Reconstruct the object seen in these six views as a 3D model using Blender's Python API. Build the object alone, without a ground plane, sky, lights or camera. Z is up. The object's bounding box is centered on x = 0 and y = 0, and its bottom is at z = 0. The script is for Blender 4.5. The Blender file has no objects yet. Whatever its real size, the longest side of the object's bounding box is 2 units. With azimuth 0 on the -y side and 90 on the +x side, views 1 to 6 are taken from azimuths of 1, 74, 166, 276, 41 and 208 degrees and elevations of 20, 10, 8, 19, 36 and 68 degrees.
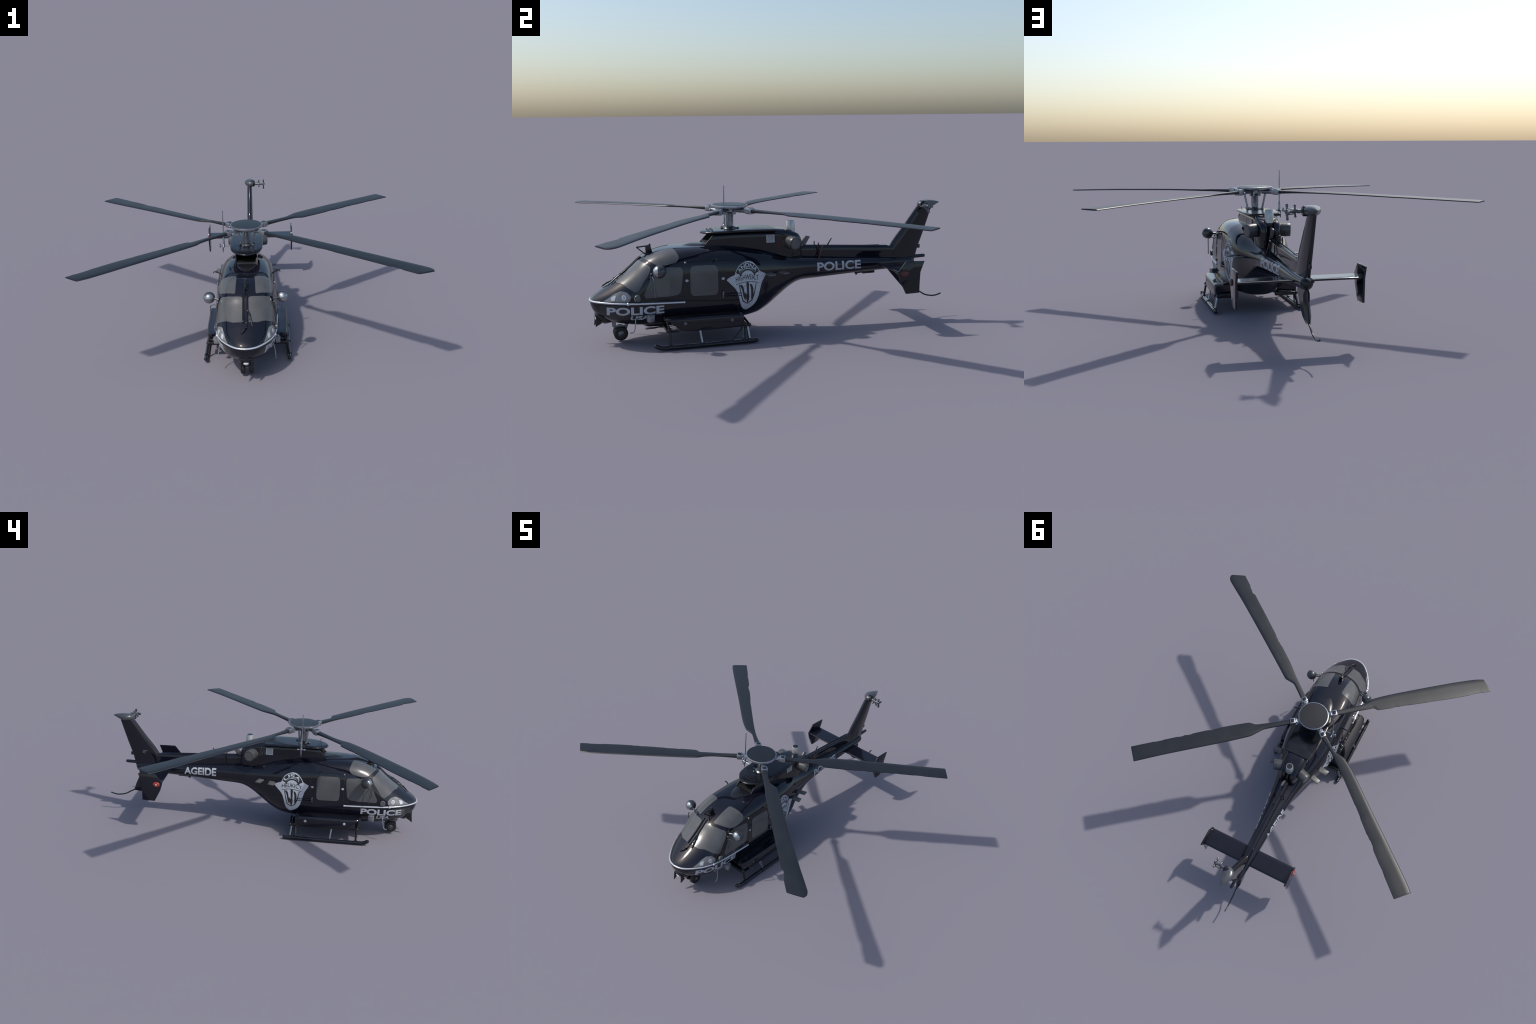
"""Black police helicopter on skids, built part by part.
Frame: metres, z up, nose towards -y.  All parts are modelled around the plane
of symmetry x = 0 and hang under an Empty that sits at x = CENTRE_X."""
import bpy, bmesh, math, random
import numpy as np
from mathutils import Vector, Matrix
from mathutils.geometry import delaunay_2d_cdt

random.seed(7)
CENTRE_X = 0.005
PI = math.pi
# ---- fuselage surface: superellipse sections along y ----------------------

NOSE_Y = -0.979
#  y      z_top  z_bot  half_w  z_wide n_top n_bot
SECTIONS = [
    (-0.979, 0.2250, 0.2250, 0.000, 0.225, 2.0, 2.0),
    (-0.974, 0.2380, 0.1960, 0.032, 0.224, 2.1, 2.2),
    (-0.960, 0.2530, 0.1690, 0.059, 0.224, 2.1, 2.4),
    (-0.936, 0.2710, 0.1490, 0.084, 0.226, 2.1, 2.5),
    (-0.900, 0.2960, 0.1280, 0.112, 0.228, 2.1, 2.6),
    (-0.868, 0.3180, 0.1150, 0.132, 0.230, 2.1, 2.6),
    (-0.830, 0.3430, 0.1050, 0.148, 0.232, 2.1, 2.6),
    (-0.797, 0.3670, 0.0990, 0.157, 0.234, 2.15, 2.7),
    (-0.761, 0.3970, 0.0950, 0.163, 0.236, 2.25, 2.8),
    (-0.725, 0.4290, 0.0930, 0.166, 0.238, 2.5, 2.9),
    (-0.690, 0.4480, 0.0920, 0.168, 0.240, 2.85, 2.8),
    (-0.640, 0.4670, 0.0900, 0.170, 0.240, 3.25, 2.7),
    (-0.580, 0.4800, 0.0890, 0.172, 0.240, 3.6, 2.6),
    (-0.500, 0.4850, 0.0880, 0.173, 0.240, 3.9, 2.55),
    (-0.400, 0.4860, 0.0880, 0.174, 0.240, 4.0, 2.55),
    (-0.300, 0.4840, 0.0890, 0.173, 0.244, 3.8, 2.55),
    (-0.210, 0.4740, 0.0940, 0.167, 0.262, 3.5, 2.6),
    (-0.130, 0.4600, 0.1040, 0.156, 0.282, 3.3, 2.4),
    (-0.070, 0.4480, 0.1310, 0.142, 0.296, 3.0, 2.3),
    ( 0.000, 0.4300, 0.1820, 0.119, 0.312, 2.7, 2.2),
    ( 0.060, 0.4150, 0.2280, 0.102, 0.323, 2.5, 2.2),
    ( 0.106, 0.4040, 0.2540, 0.092, 0.329, 2.4, 2.2),
    ( 0.145, 0.3970, 0.2640, 0.084, 0.332, 2.4, 2.2),
    ( 0.243, 0.3880, 0.2690, 0.071, 0.331, 2.4, 2.2),
    ( 0.350, 0.3800, 0.2750, 0.059, 0.329, 2.3, 2.2),
    ( 0.500, 0.3690, 0.2830, 0.046, 0.327, 2.3, 2.2),
    ( 0.650, 0.3600, 0.2890, 0.040, 0.326, 2.2, 2.1),
    ( 0.790, 0.3560, 0.2960, 0.030, 0.327, 2.0, 2.0),
]

def pchip(xs, ys):
    xs = np.asarray(xs, float); ys = np.asarray(ys, float)
    h = np.diff(xs); d = np.diff(ys) / h
    m = np.zeros(len(xs))
    for i in range(1, len(xs) - 1):
        if d[i - 1] * d[i] > 0:
            a = 2 * h[i] + h[i - 1]; b = h[i] + 2 * h[i - 1]
            m[i] = (a + b) / (a / d[i - 1] + b / d[i])
    m[0] = d[0]; m[-1] = d[-1]
    def f(x):
        x = np.clip(x, xs[0], xs[-1])
        i = np.clip(np.searchsorted(xs, x) - 1, 0, len(h) - 1)
        t = (x - xs[i]) / h[i]
        return ((1 + 2 * t) * (1 - t) ** 2 * ys[i] + t * (1 - t) ** 2 * h[i] * m[i]
                + t * t * (3 - 2 * t) * ys[i + 1] + t * t * (t - 1) * h[i] * m[i + 1])
    return f

_S = np.array(SECTIONS)
_s = np.sqrt(_S[:, 0] - NOSE_Y)            # sqrt makes the nose round off
_F = [pchip(_s, _S[:, k]) for k in range(1, 7)]

def section(y):
    s = math.sqrt(max(y - NOSE_Y, 0.0))
    return [float(f(s)) for f in _F]

def body_point(y, phi):
    """phi: polar angle in the section; -pi/2 belly, 0 widest (+x), pi/2 roof,
    pi widest (-x)."""
    zt, zb, w, zc, nt, nb = section(y)
    c, s = math.cos(phi), math.sin(phi)
    n, h = (nt, zt - zc) if s >= 0 else (nb, zc - zb)
    r = (abs(c) ** n + abs(s) ** n) ** (-1.0 / n)
    return np.array((w * r * c, y, zc + h * r * s))

def phi_from_z(y, z):
    zt, zb, w, zc, nt, nb = section(y)
    n, h = (nt, zt - zc) if z >= zc else (nb, zc - zb)
    q = min(abs(z - zc) / max(h, 1e-6), 1.0)
    return math.copysign(math.atan2(q, (1 - q ** n) ** (1 / n)), z - zc)

def phi_from_x(y, x):
    zt, zb, w, zc, nt, nb = section(y)
    q = min(abs(x) / max(w, 1e-6), 1.0)
    return math.atan2((1 - q ** nt) ** (1 / nt), q)

def body_normal(y, phi):
    e = 1e-3
    a = body_point(y, phi + e) - body_point(y, phi - e)
    b = body_point(min(y + e, 0.79), phi) - body_point(max(y - e, NOSE_Y), phi)
    n = np.cross(b, a)
    return n / max(np.linalg.norm(n), 1e-12)

# ---- materials ------------------------------------------------------------
def material(name, color, rough=0.4, metal=0.0, coat=0.0, spec=0.5, var=0.0, scale=40.0,
             second=None, bump=0.0, bump_scale=200.0, contrast=(0.35, 0.65)):
    m = bpy.data.materials.new(name)
    m.use_nodes = True
    nt = m.node_tree
    b = nt.nodes['Principled BSDF']
    b.inputs['Base Color'].default_value = (*color, 1)
    b.inputs['Roughness'].default_value = rough
    b.inputs['Metallic'].default_value = metal
    b.inputs['Coat Weight'].default_value = coat
    b.inputs['Coat Roughness'].default_value = 0.05
    b.inputs['Specular IOR Level'].default_value = spec
    tc = nt.nodes.new('ShaderNodeTexCoord')
    if second is not None or var > 0:
        n = nt.nodes.new('ShaderNodeTexNoise')
        n.inputs['Scale'].default_value = scale
        n.inputs['Detail'].default_value = 5
        nt.links.new(tc.outputs['Object'], n.inputs['Vector'])
        r = nt.nodes.new('ShaderNodeValToRGB')
        r.color_ramp.elements[0].position, r.color_ramp.elements[1].position = contrast
        a = color if second is not None else tuple(c * (1 - var) for c in color)
        c2 = second if second is not None else tuple(c * (1 + var) for c in color)
        r.color_ramp.elements[0].color = (*a, 1)
        r.color_ramp.elements[1].color = (*c2, 1)
        nt.links.new(n.outputs['Fac'], r.inputs['Fac'])
        nt.links.new(r.outputs['Color'], b.inputs['Base Color'])
        mp = nt.nodes.new('ShaderNodeMapRange')
        mp.inputs['To Min'].default_value = rough * 0.8
        mp.inputs['To Max'].default_value = min(1.0, rough * 1.25)
        nt.links.new(n.outputs['Fac'], mp.inputs['Value'])
        nt.links.new(mp.outputs['Result'], b.inputs['Roughness'])
    if bump > 0:
        n2 = nt.nodes.new('ShaderNodeTexNoise')
        n2.inputs['Scale'].default_value = bump_scale
        n2.inputs['Detail'].default_value = 3
        nt.links.new(tc.outputs['Object'], n2.inputs['Vector'])
        bp = nt.nodes.new('ShaderNodeBump')
        bp.inputs['Strength'].default_value = bump
        bp.inputs['Distance'].default_value = 0.002
        nt.links.new(n2.outputs['Fac'], bp.inputs['Height'])
        nt.links.new(bp.outputs['Normal'], b.inputs['Normal'])
    return m

PAINT = material('gloss_black_paint', (0.0062, 0.0067, 0.0122), 0.07, var=0.12, scale=18)  # black tinted blue to match sky-reflecting zones and bluish shade on the hull
TRIM = material('satin_black_trim', (0.009, 0.0095, 0.012), 0.28, var=0.2, scale=60)
BLADE = material('blade_composite', (0.0105, 0.0125, 0.0155), 0.40, var=0.14, scale=9)  # sky reflection on the blades baked in as a bluer base
SILVER = material('machined_metal', (0.31, 0.33, 0.36), 0.30, metal=0.85, var=0.18, scale=90)
DARK_METAL = material('dark_oily_metal', (0.14, 0.15, 0.16), 0.34, metal=0.8, var=0.3, scale=120)
GLASS = material('tinted_glazing', (0.080, 0.082, 0.084), 0.20, coat=0.1, var=0.10, scale=14)
LENS = material('headlight_lens', (0.19, 0.195, 0.20), 0.12, coat=0.4, var=0.2, scale=40)
LAMP = material('lamp_reflector', (0.62, 0.64, 0.66), 0.25, metal=0.2)
WHITE = material('white_marking', (0.40, 0.42, 0.46), 0.38, var=0.06, scale=150)
RAILMAT = material('polished_rail', (0.66, 0.68, 0.72), 0.20, metal=0.55)
BADGE = material('silver_badge', (0.22, 0.235, 0.26), 0.42, second=(0.52, 0.55, 0.60), scale=300,
                 contrast=(0.34, 0.52))
BADGE_PLAIN = material('silver_badge_plain', (0.48, 0.51, 0.55), 0.40, var=0.08, scale=200)
INK = material('badge_ink', (0.016, 0.016, 0.018), 0.40)
GHOST = material('faded_marking', (0.10, 0.10, 0.105), 0.35)
RED = material('red_beacon', (0.30, 0.035, 0.022), 0.30, var=0.15, scale=120)  # base red kept bright to carry direct sun on the left light
REDSTRIPE = material('dark_red_strip', (0.085, 0.018, 0.017), 0.40)
CHIN_GLASS = material('smoked_chin_glass', (0.026, 0.027, 0.028), 0.14, var=0.12, scale=20)
SEAT = material('seat_behind_glass', (0.104, 0.106, 0.106), 0.22, var=0.08, scale=14)
RUBBER = material('tyre_rubber', (0.012, 0.012, 0.012), 0.62, var=0.2, scale=200)
VOID = material('intake_interior', (0.003, 0.003, 0.003), 0.70)
STACK = material('exhaust_metal', (0.075, 0.077, 0.078), 0.36, metal=0.25, var=0.2, scale=70)
GREYPLATE = material('grey_vane', (0.10, 0.103, 0.103), 0.34, var=0.1, scale=60)
SEAM = material('panel_seam', (0.030, 0.031, 0.036), 0.45)
PALE = material('placard', (0.48, 0.50, 0.53), 0.5, second=(0.33, 0.35, 0.37), scale=260)
CANISTER = material('brushed_canister', (0.46, 0.47, 0.47), 0.28, metal=0.6, var=0.08, scale=30)

# ---- mesh helpers -----------------------------------------------------------
ROOT = bpy.data.objects.new('police_helicopter', None)
ROOT.empty_display_size = 0.2
ROOT.location = (CENTRE_X, 0, 0)
bpy.context.scene.collection.objects.link(ROOT)
ROOT['label'] = 'glossy black police helicopter with four-blade rotor on skids'
ROOT['category'] = 'helicopter'

def add(name, verts, faces, mat, parent=None, smooth=40, mats=None, midx=None, clean=True):
    me = bpy.data.meshes.new(name)
    me.from_pydata([tuple(map(float, v)) for v in verts], [], [tuple(map(int, f)) for f in faces])
    for m in (mats or [mat]):
        me.materials.append(m)
    if midx is not None:
        me.polygons.foreach_set('material_index', midx)
    if clean:
        bm = bmesh.new(); bm.from_mesh(me)
        bmesh.ops.remove_doubles(bm, verts=bm.verts, dist=1e-6)
        bmesh.ops.recalc_face_normals(bm, faces=bm.faces)
        bm.to_mesh(me); bm.free()
    if smooth:
        me.polygons.foreach_set('use_smooth', [True] * len(me.polygons))
        me.set_sharp_from_angle(angle=math.radians(smooth))
    me.update()
    ob = bpy.data.objects.new(name, me)
    bpy.context.scene.collection.objects.link(ob)
    ob.parent = parent if parent is not None else ROOT
    return ob

def rings_mesh(rings, cap0=True, cap1=True):
    n = len(rings[0]); v = [p for r in rings for p in r]; f = []
    for i in range(len(rings) - 1):
        for j in range(n):
            k = (j + 1) % n
            f.append((i * n + j, i * n + k, (i + 1) * n + k, (i + 1) * n + j))
    if cap0: f.append(tuple(range(n))[::-1])
    if cap1: f.append(tuple((len(rings) - 1) * n + j for j in range(n)))
    return v, f

class Kit:
    """Collects simple solids into one mesh."""
    def __init__(self): self.v, self.f = [], []
    def put(self, v, f):
        o = len(self.v); self.v += [tuple(p) for p in v]
        self.f += [tuple(i + o for i in q) for q in f]; return self
    def tube(self, path, r, n=10):
        P = [Vector(p) for p in path]
        R = r if isinstance(r, (list, tuple)) else [r] * len(P)
        rings = []; up = None
        for i, p in enumerate(P):
            t = (P[min(i + 1, len(P) - 1)] - P[max(i - 1, 0)]).normalized()
            if up is None:
                up = t.cross(Vector((0, 0, 1)))
                if up.length < 0.1: up = t.cross(Vector((0, 1, 0)))
            up = (up - t * up.dot(t)).normalized(); w = t.cross(up)
            rings.append([p + R[i] * (math.cos(a) * up + math.sin(a) * w)
                          for a in [2 * PI * k / n for k in range(n)]])
        return self.put(*rings_mesh(rings))
    def rod(self, a, b, r, r2=None, n=12):
        return self.tube([a, b], [r, r if r2 is None else r2], n)
    def ball(self, c, r, n=14, m=9, s=(1, 1, 1)):
        rings = []
        for i in range(1, m):
            th = PI * i / m
            rings.append([(c[0] + s[0] * r * math.sin(th) * math.cos(2 * PI * k / n),
                           c[1] + s[1] * r * math.sin(th) * math.sin(2 * PI * k / n),
                           c[2] + s[2] * r * math.cos(th)) for k in range(n)])
        return self.put(*rings_mesh(rings))
    def box(self, c, size, rot=None, bev=0.0):
        bm = bmesh.new(); bmesh.ops.create_cube(bm, size=1)
        for v in bm.verts: v.co = Vector((v.co.x * size[0], v.co.y * size[1], v.co.z * size[2]))
        if bev: bmesh.ops.bevel(bm, geom=bm.edges[:], offset=bev, segments=2, profile=0.5, affect='EDGES')
        M = rot.to_matrix() if hasattr(rot, 'to_matrix') else (rot or Matrix.Identity(3))
        bm.verts.ensure_lookup_table()
        v = [M @ q.co + Vector(c) for q in bm.verts]
        f = [[w.index for w in q.verts] for q in bm.faces]; bm.free()
        return self.put(v, f)
    def prism(self, poly, frame, thick, bev=0.0, taper=None):
        """poly: 2D outline; frame(u, v, d) -> 3D point; extruded d = -thick/2..thick/2."""
        bm = bmesh.new()
        a = [bm.verts.new(frame(u, v, -thick / 2)) for u, v in poly]
        b = [bm.verts.new(frame(u, v, thick / 2)) for u, v in poly]
        bm.faces.new(a[::-1]); bm.faces.new(b)
        for i in range(len(poly)):
            j = (i + 1) % len(poly); bm.faces.new((a[i], a[j], b[j], b[i]))
        if bev: bmesh.ops.bevel(bm, geom=bm.edges[:], offset=bev, segments=2, profile=0.5, affect='EDGES')
        bm.verts.index_update()
        v = [q.co.copy() for q in bm.verts]; f = [[w.index for w in q.verts] for q in bm.faces]; bm.free()
        return self.put(v, f)
    def done(self, name, mat, parent=None, smooth=40):
        return add(name, self.v, self.f, mat, parent, smooth)

def mirror(v): return (-v[0], v[1], v[2])
def mir_x(path, s): return [(s * p[0], p[1], p[2]) for p in path]

def loft_y(rows, n=48, skew=None):
    """rows: (y, cx, cz, w, h_up, h_down, exponent) superellipse rings across y."""
    rings = []
    for y, cx, cz, w, hu, hd, e in rows:
        ring = []
        for k in range(n):
            a = 2 * PI * k / n; c, s = math.cos(a), math.sin(a)
            r = (abs(c) ** e + abs(s) ** e) ** (-1 / e)
            z = cz + (hu if s >= 0 else hd) * r * s
            ring.append((cx + w * r * c, y + (skew(y, z) if skew else 0.0), z))
        rings.append(ring)
    return rings

def smooth_rows(rows, count, ease_front=False):
    A = np.array(rows, float)
    s = np.sqrt(A[:, 0] - A[0, 0]) if ease_front else A[:, 0]
    F = [pchip(s, A[:, k]) for k in range(A.shape[1])]
    return [tuple(float(f(t)) for f in F) for t in np.linspace(s[0], s[-1], count)]

def catmull(pts, per=6, closed=False):
    P = [np.array(p, float) for p in pts]; out = []
    n = len(P); m = n if closed else n - 1
    for i in range(m):
        p0 = P[(i - 1) % n] if closed or i else P[0]
        p1, p2 = P[i], P[(i + 1) % n]
        p3 = P[(i + 2) % n] if closed or i + 2 < n else P[-1]
        for k in range(per):
            t = k / per
            out.append(0.5 * ((2 * p1) + (p2 - p0) * t + (2 * p0 - 5 * p1 + 4 * p2 - p3) * t * t
                              + (3 * p1 - p0 - 3 * p2 + p3) * t ** 3))
    if not closed: out.append(P[-1])
    return out

def rounded(poly, r, seg=5):
    out = []; n = len(poly); P = [np.array(p, float) for p in poly]
    for i in range(n):
        a, b, c = P[i - 1], P[i], P[(i + 1) % n]
        u, v = a - b, c - b; lu, lv = np.linalg.norm(u), np.linalg.norm(v)
        d = min(r, 0.45 * lu, 0.45 * lv)
        p, q = b + u / lu * d, b + v / lv * d
        for k in range(seg + 1):
            t = k / seg; out.append((1 - t) ** 2 * p + 2 * t * (1 - t) * b + t * t * q)
    return out

def fill2d(loops, step):
    """Triangulate loops (even-odd holes) with boundary and interior points every step."""
    pts, edges = [], []
    for L in loops:
        start = len(pts); n = len(L)
        for i in range(n):
            a, b = np.array(L[i], float), np.array(L[(i + 1) % n], float)
            k = max(1, int(np.linalg.norm(b - a) / step))
            for j in range(k): pts.append(a + (b - a) * j / k)
        m = len(pts) - start
        edges += [(start + i, start + (i + 1) % m) for i in range(m)]
    A = np.array(pts); lo, hi = A.min(0), A.max(0)
    for x in np.arange(lo[0] + step / 2, hi[0], step):
        for y in np.arange(lo[1] + step / 2, hi[1], step): pts.append(np.array((x, y)))
    r = delaunay_2d_cdt([Vector(p) for p in pts], edges, [], 0, 1e-7)
    V = np.array([tuple(v) for v in r[0]])
    T = np.array([tuple(f) for f in r[2] if len(f) == 3])
    C = V[T].mean(axis=1); inside = np.zeros(len(T), int)      # even-odd rule keeps counters open
    for L in loops:
        for i in range(len(L)):
            (x0, y0), (x1, y1) = L[i], L[(i + 1) % len(L)]
            if y0 == y1: continue
            m = (C[:, 1] > min(y0, y1)) & (C[:, 1] <= max(y0, y1))
            inside += m & (C[:, 0] < x0 + (C[:, 1] - y0) / (y1 - y0) * (x1 - x0))
    T = T[inside % 2 == 1]
    used = np.unique(T); remap = -np.ones(len(V), int); remap[used] = np.arange(len(used))
    return [tuple(V[i]) for i in used], [tuple(int(remap[i]) for i in t) for t in T]

def skin(name, loops, to_surface, offset, mat, parent, step=0.006, depth=0.003, smooth=50):
    """A thin panel lying on a curved surface: to_surface(u, v) -> (point, normal)."""
    v2, tri = fill2d(loops, step)
    top, bot = [], []
    for u, v in v2:
        p, n = to_surface(u, v)
        top.append(p + n * offset); bot.append(p + n * (offset - depth))
    N = len(v2); cnt = {}
    for f in tri:
        for i in range(3):
            e = (f[i], f[(i + 1) % 3]); cnt[tuple(sorted(e))] = cnt.get(tuple(sorted(e)), 0) + 1
    faces = list(tri)
    for f in tri:
        for i in range(3):
            a, b = f[i], f[(i + 1) % 3]
            if cnt[tuple(sorted((a, b)))] == 1: faces.append((b, a, a + N, b + N))
    return add(name, top + bot, faces, mat, parent, smooth, clean=False) if to_surface_ok(top, tri) else \
        add(name, top + bot, [f[::-1] for f in faces], mat, parent, smooth, clean=False)

_ref = {'n': None}
def to_surface_ok(top, tri):
    """True when triangle winding agrees with outward direction (away from the axis)."""
    s = 0.0
    for f in tri[:: max(1, len(tri) // 40)]:
        a, b, c = (np.array(top[i]) for i in f)
        n = np.cross(b - a, c - a); m = (a + b + c) / 3
        s += float(n[0] * m[0] + n[2] * (m[2] - 0.28))
    return s > 0

def side_map(side):
    """(y, z) on the flank of the fuselage; side +1 right, -1 left."""
    def f(y, z):
        ph = phi_from_z(y, z)
        p, n = body_point(y, ph), body_normal(y, ph)
        return np.array((side * p[0], p[1], p[2])), np.array((side * n[0], n[1], n[2]))
    return f

PSC = 0.16
def polar_map(side):
    """(y, phi * PSC) on the fuselage."""
    def f(y, q):
        ph = q / PSC
        p, n = body_point(y, ph), body_normal(y, ph)
        return np.array((side * p[0], p[1], p[2])), np.array((side * n[0], n[1], n[2]))
    return f
def on_z(y, z): return (y, phi_from_z(y, z) * PSC)
def on_x(y, x): return (y, phi_from_x(y, x) * PSC)

def text_loops(txt, bold=0.0):
    cu = bpy.data.curves.new('tmp_text', 'FONT'); cu.body = txt
    cu.offset = bold; cu.resolution_u = 4
    ob = bpy.data.objects.new('tmp_text', cu)
    bpy.context.scene.collection.objects.link(ob)
    bpy.context.view_layer.update()
    me = ob.evaluated_get(bpy.context.evaluated_depsgraph_get()).to_mesh()
    bm = bmesh.new(); bm.from_mesh(me)
    bmesh.ops.remove_doubles(bm, verts=bm.verts, dist=1e-5)
    nxt = {}
    for e in bm.edges:
        if len(e.link_faces) == 1:
            nxt.setdefault(e.verts[0], []).append(e.verts[1])
            nxt.setdefault(e.verts[1], []).append(e.verts[0])
    loops, seen = [], set()
    for s in nxt:
        if s in seen: continue
        L = [s]; seen.add(s); cur = s
        while True:
            c = [q for q in nxt[cur] if q not in seen]
            if not c: break
            cur = c[0]; seen.add(cur); L.append(cur)
        if len(L) > 2: loops.append([(v.co.x, v.co.y) for v in L])
    bm.free(); ob.to_mesh_clear()
    bpy.data.objects.remove(ob); bpy.data.curves.remove(cu)
    A = np.array([p for L in loops for p in L]); lo, hi = A.min(0), A.max(0)
    return [[((p[0] - lo[0]) / (hi[0] - lo[0]), (p[1] - lo[1]) / (hi[1] - lo[1])) for p in L] for L in loops]

def lettering(name, txt, side, y_start, y_end, z0s, z1s, z0e, z1e, parent, bold=0.035, offset=0.0010,
              slant=0.0, mat=None):
    """Word on the flank between y_start and y_end; z0/z1 = foot and head at start and end."""
    loops = []
    for L in text_loops(txt, bold):
        q = []
        for u, v in L:
            z0, z1 = z0s + (z0e - z0s) * u, z1s + (z1e - z1s) * u
            q.append((y_start + (y_end - y_start) * (u + slant * (v - 0.5)), z0 + (z1 - z0) * v))
        loops.append(q)
    return skin(name, loops, side_map(side), offset, mat or WHITE, parent, step=0.006, depth=0.0022)

# ---- fuselage and tail boom -------------------------------------------------
SPLIT_Y = 0.145
RING = 128
def ring_at(y): return [body_point(y, -PI / 2 + 2 * PI * k / RING) for k in range(RING)]
sq = np.linspace(0.012, math.sqrt(SPLIT_Y - NOSE_Y), 150)
front = [ring_at(NOSE_Y + s * s) for s in sq]
v, f = rings_mesh(front, True, True)
fuselage = add('fuselage', v, f, PAINT, smooth=60)
tail_rows = [ring_at(y) for y in np.linspace(SPLIT_Y, 0.79, 70)]
zt, zb, w, zc, _, _ = section(0.79)
for a in np.linspace(0, PI / 2, 10)[1:-1]:       # rounded end
    k = math.cos(a)
    tail_rows.append([np.array((p[0] * k, 0.79 + 0.034 * math.sin(a), zc + (p[2] - zc) * k)) for p in ring_at(0.79)])
v, f = rings_mesh(tail_rows, True, True)
tail_boom = add('tail_boom', v, f, PAINT, smooth=60)

# ---- glazing -----------------------------------------------------------------
windshield = [on_x(-0.731, 0.017), on_x(-0.722, 0.070), on_x(-0.700, 0.118), on_z(-0.682, 0.404),
              on_z(-0.694, 0.372), on_z(-0.722, 0.335), on_z(-0.750, 0.292), on_z(-0.768, 0.284),
              on_z(-0.800, 0.304), on_z(-0.826, 0.322), on_x(-0.845, 0.070), on_x(-0.855, 0.017)]
roof_window = [on_x(-0.566, 0.050), on_x(-0.556, 0.095), on_z(-0.540, 0.443), on_z(-0.558, 0.422),
               on_z(-0.610, 0.410), on_z(-0.655, 0.410), on_x(-0.686, 0.110), on_x(-0.712, 0.056)]
door_window = [on_z(-0.560, 0.400), on_z(-0.535, 0.399), on_z(-0.527, 0.380), on_z(-0.541, 0.275), on_z(-0.558, 0.262),
               on_z(-0.610, 0.256), on_z(-0.718, 0.253), on_z(-0.726, 0.272), on_z(-0.676, 0.372), on_z(-0.650, 0.396)]
cabin_window = [on_z(-0.492, 0.403), on_z(-0.350, 0.401), on_z(-0.351, 0.249), on_z(-0.494, 0.251)]
headlight = [on_z(-0.922, 0.2375), on_z(-0.870, 0.274), on_z(-0.836, 0.290), on_z(-0.806, 0.285),
             on_z(-0.789, 0.266), on_z(-0.792, 0.246), on_z(-0.808, 0.2375), on_z(-0.862, 0.2370)]
chin_window = [(-0.941, 0.2120), (-0.938, 0.190), (-0.921, 0.170), (-0.898, 0.158), (-0.864, 0.1515), (-0.829, 0.1545), (-0.811, 0.167),
               (-0.808, 0.184), (-0.814, 0.204), (-0.823, 0.2175), (-0.880, 0.2185)]
for side in (1, -1):
    pm = polar_map(side)
    skin('chin_window', [rounded(chin_window, 0.008)], side_map(side), 0.0005, CHIN_GLASS, fuselage, step=0.008)
    skin('windshield', [rounded(windshield, 0.012)], pm, 0.0016, GLASS, fuselage, step=0.008)
    skin('roof_window', [rounded(roof_window, 0.014)], pm, 0.0016, GLASS, fuselage, step=0.008)
    skin('door_window', [rounded(door_window, 0.010)], pm, 0.0016, GLASS, fuselage, step=0.008)
    skin('cabin_window', [rounded(cabin_window, 0.022, 7)], pm, 0.0016, GLASS, fuselage, step=0.008)
    if side > 0:
        seat = [(-0.668, 0.342), (-0.600, 0.345), (-0.594, 0.332), (-0.600, 0.262), (-0.660, 0.259)]
        skin('seat_silhouette', [rounded(seat, 0.012)], side_map(side), 0.0021, SEAT, fuselage, step=0.008)
    hl = skin('headlight', [rounded(headlight, 0.006)], pm, 0.0016, LENS, fuselage, step=0.006)
    tri = [(-0.884, 0.2455), (-0.878, 0.262), (-0.858, 0.270), (-0.866, 0.243)]
    skin('headlight_reflector', [rounded(tri, 0.004)], side_map(side), 0.0026, LAMP, hl, step=0.004, depth=0.002)
    ring = lambda k: [(-0.822 + 0.0105 * k * math.cos(a), 0.2600 + 0.0130 * k * math.sin(a)) for a in np.linspace(0, 2 * PI, 20, endpoint=False)]
    skin('headlight_reflector', [ring(1.0), ring(0.55)], side_map(side), 0.0026, LAMP, hl, step=0.004, depth=0.002)
    skin('headlight_bulb', [ring(0.3)], side_map(side), 0.0026, LAMP, hl, step=0.004, depth=0.002)

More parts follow.
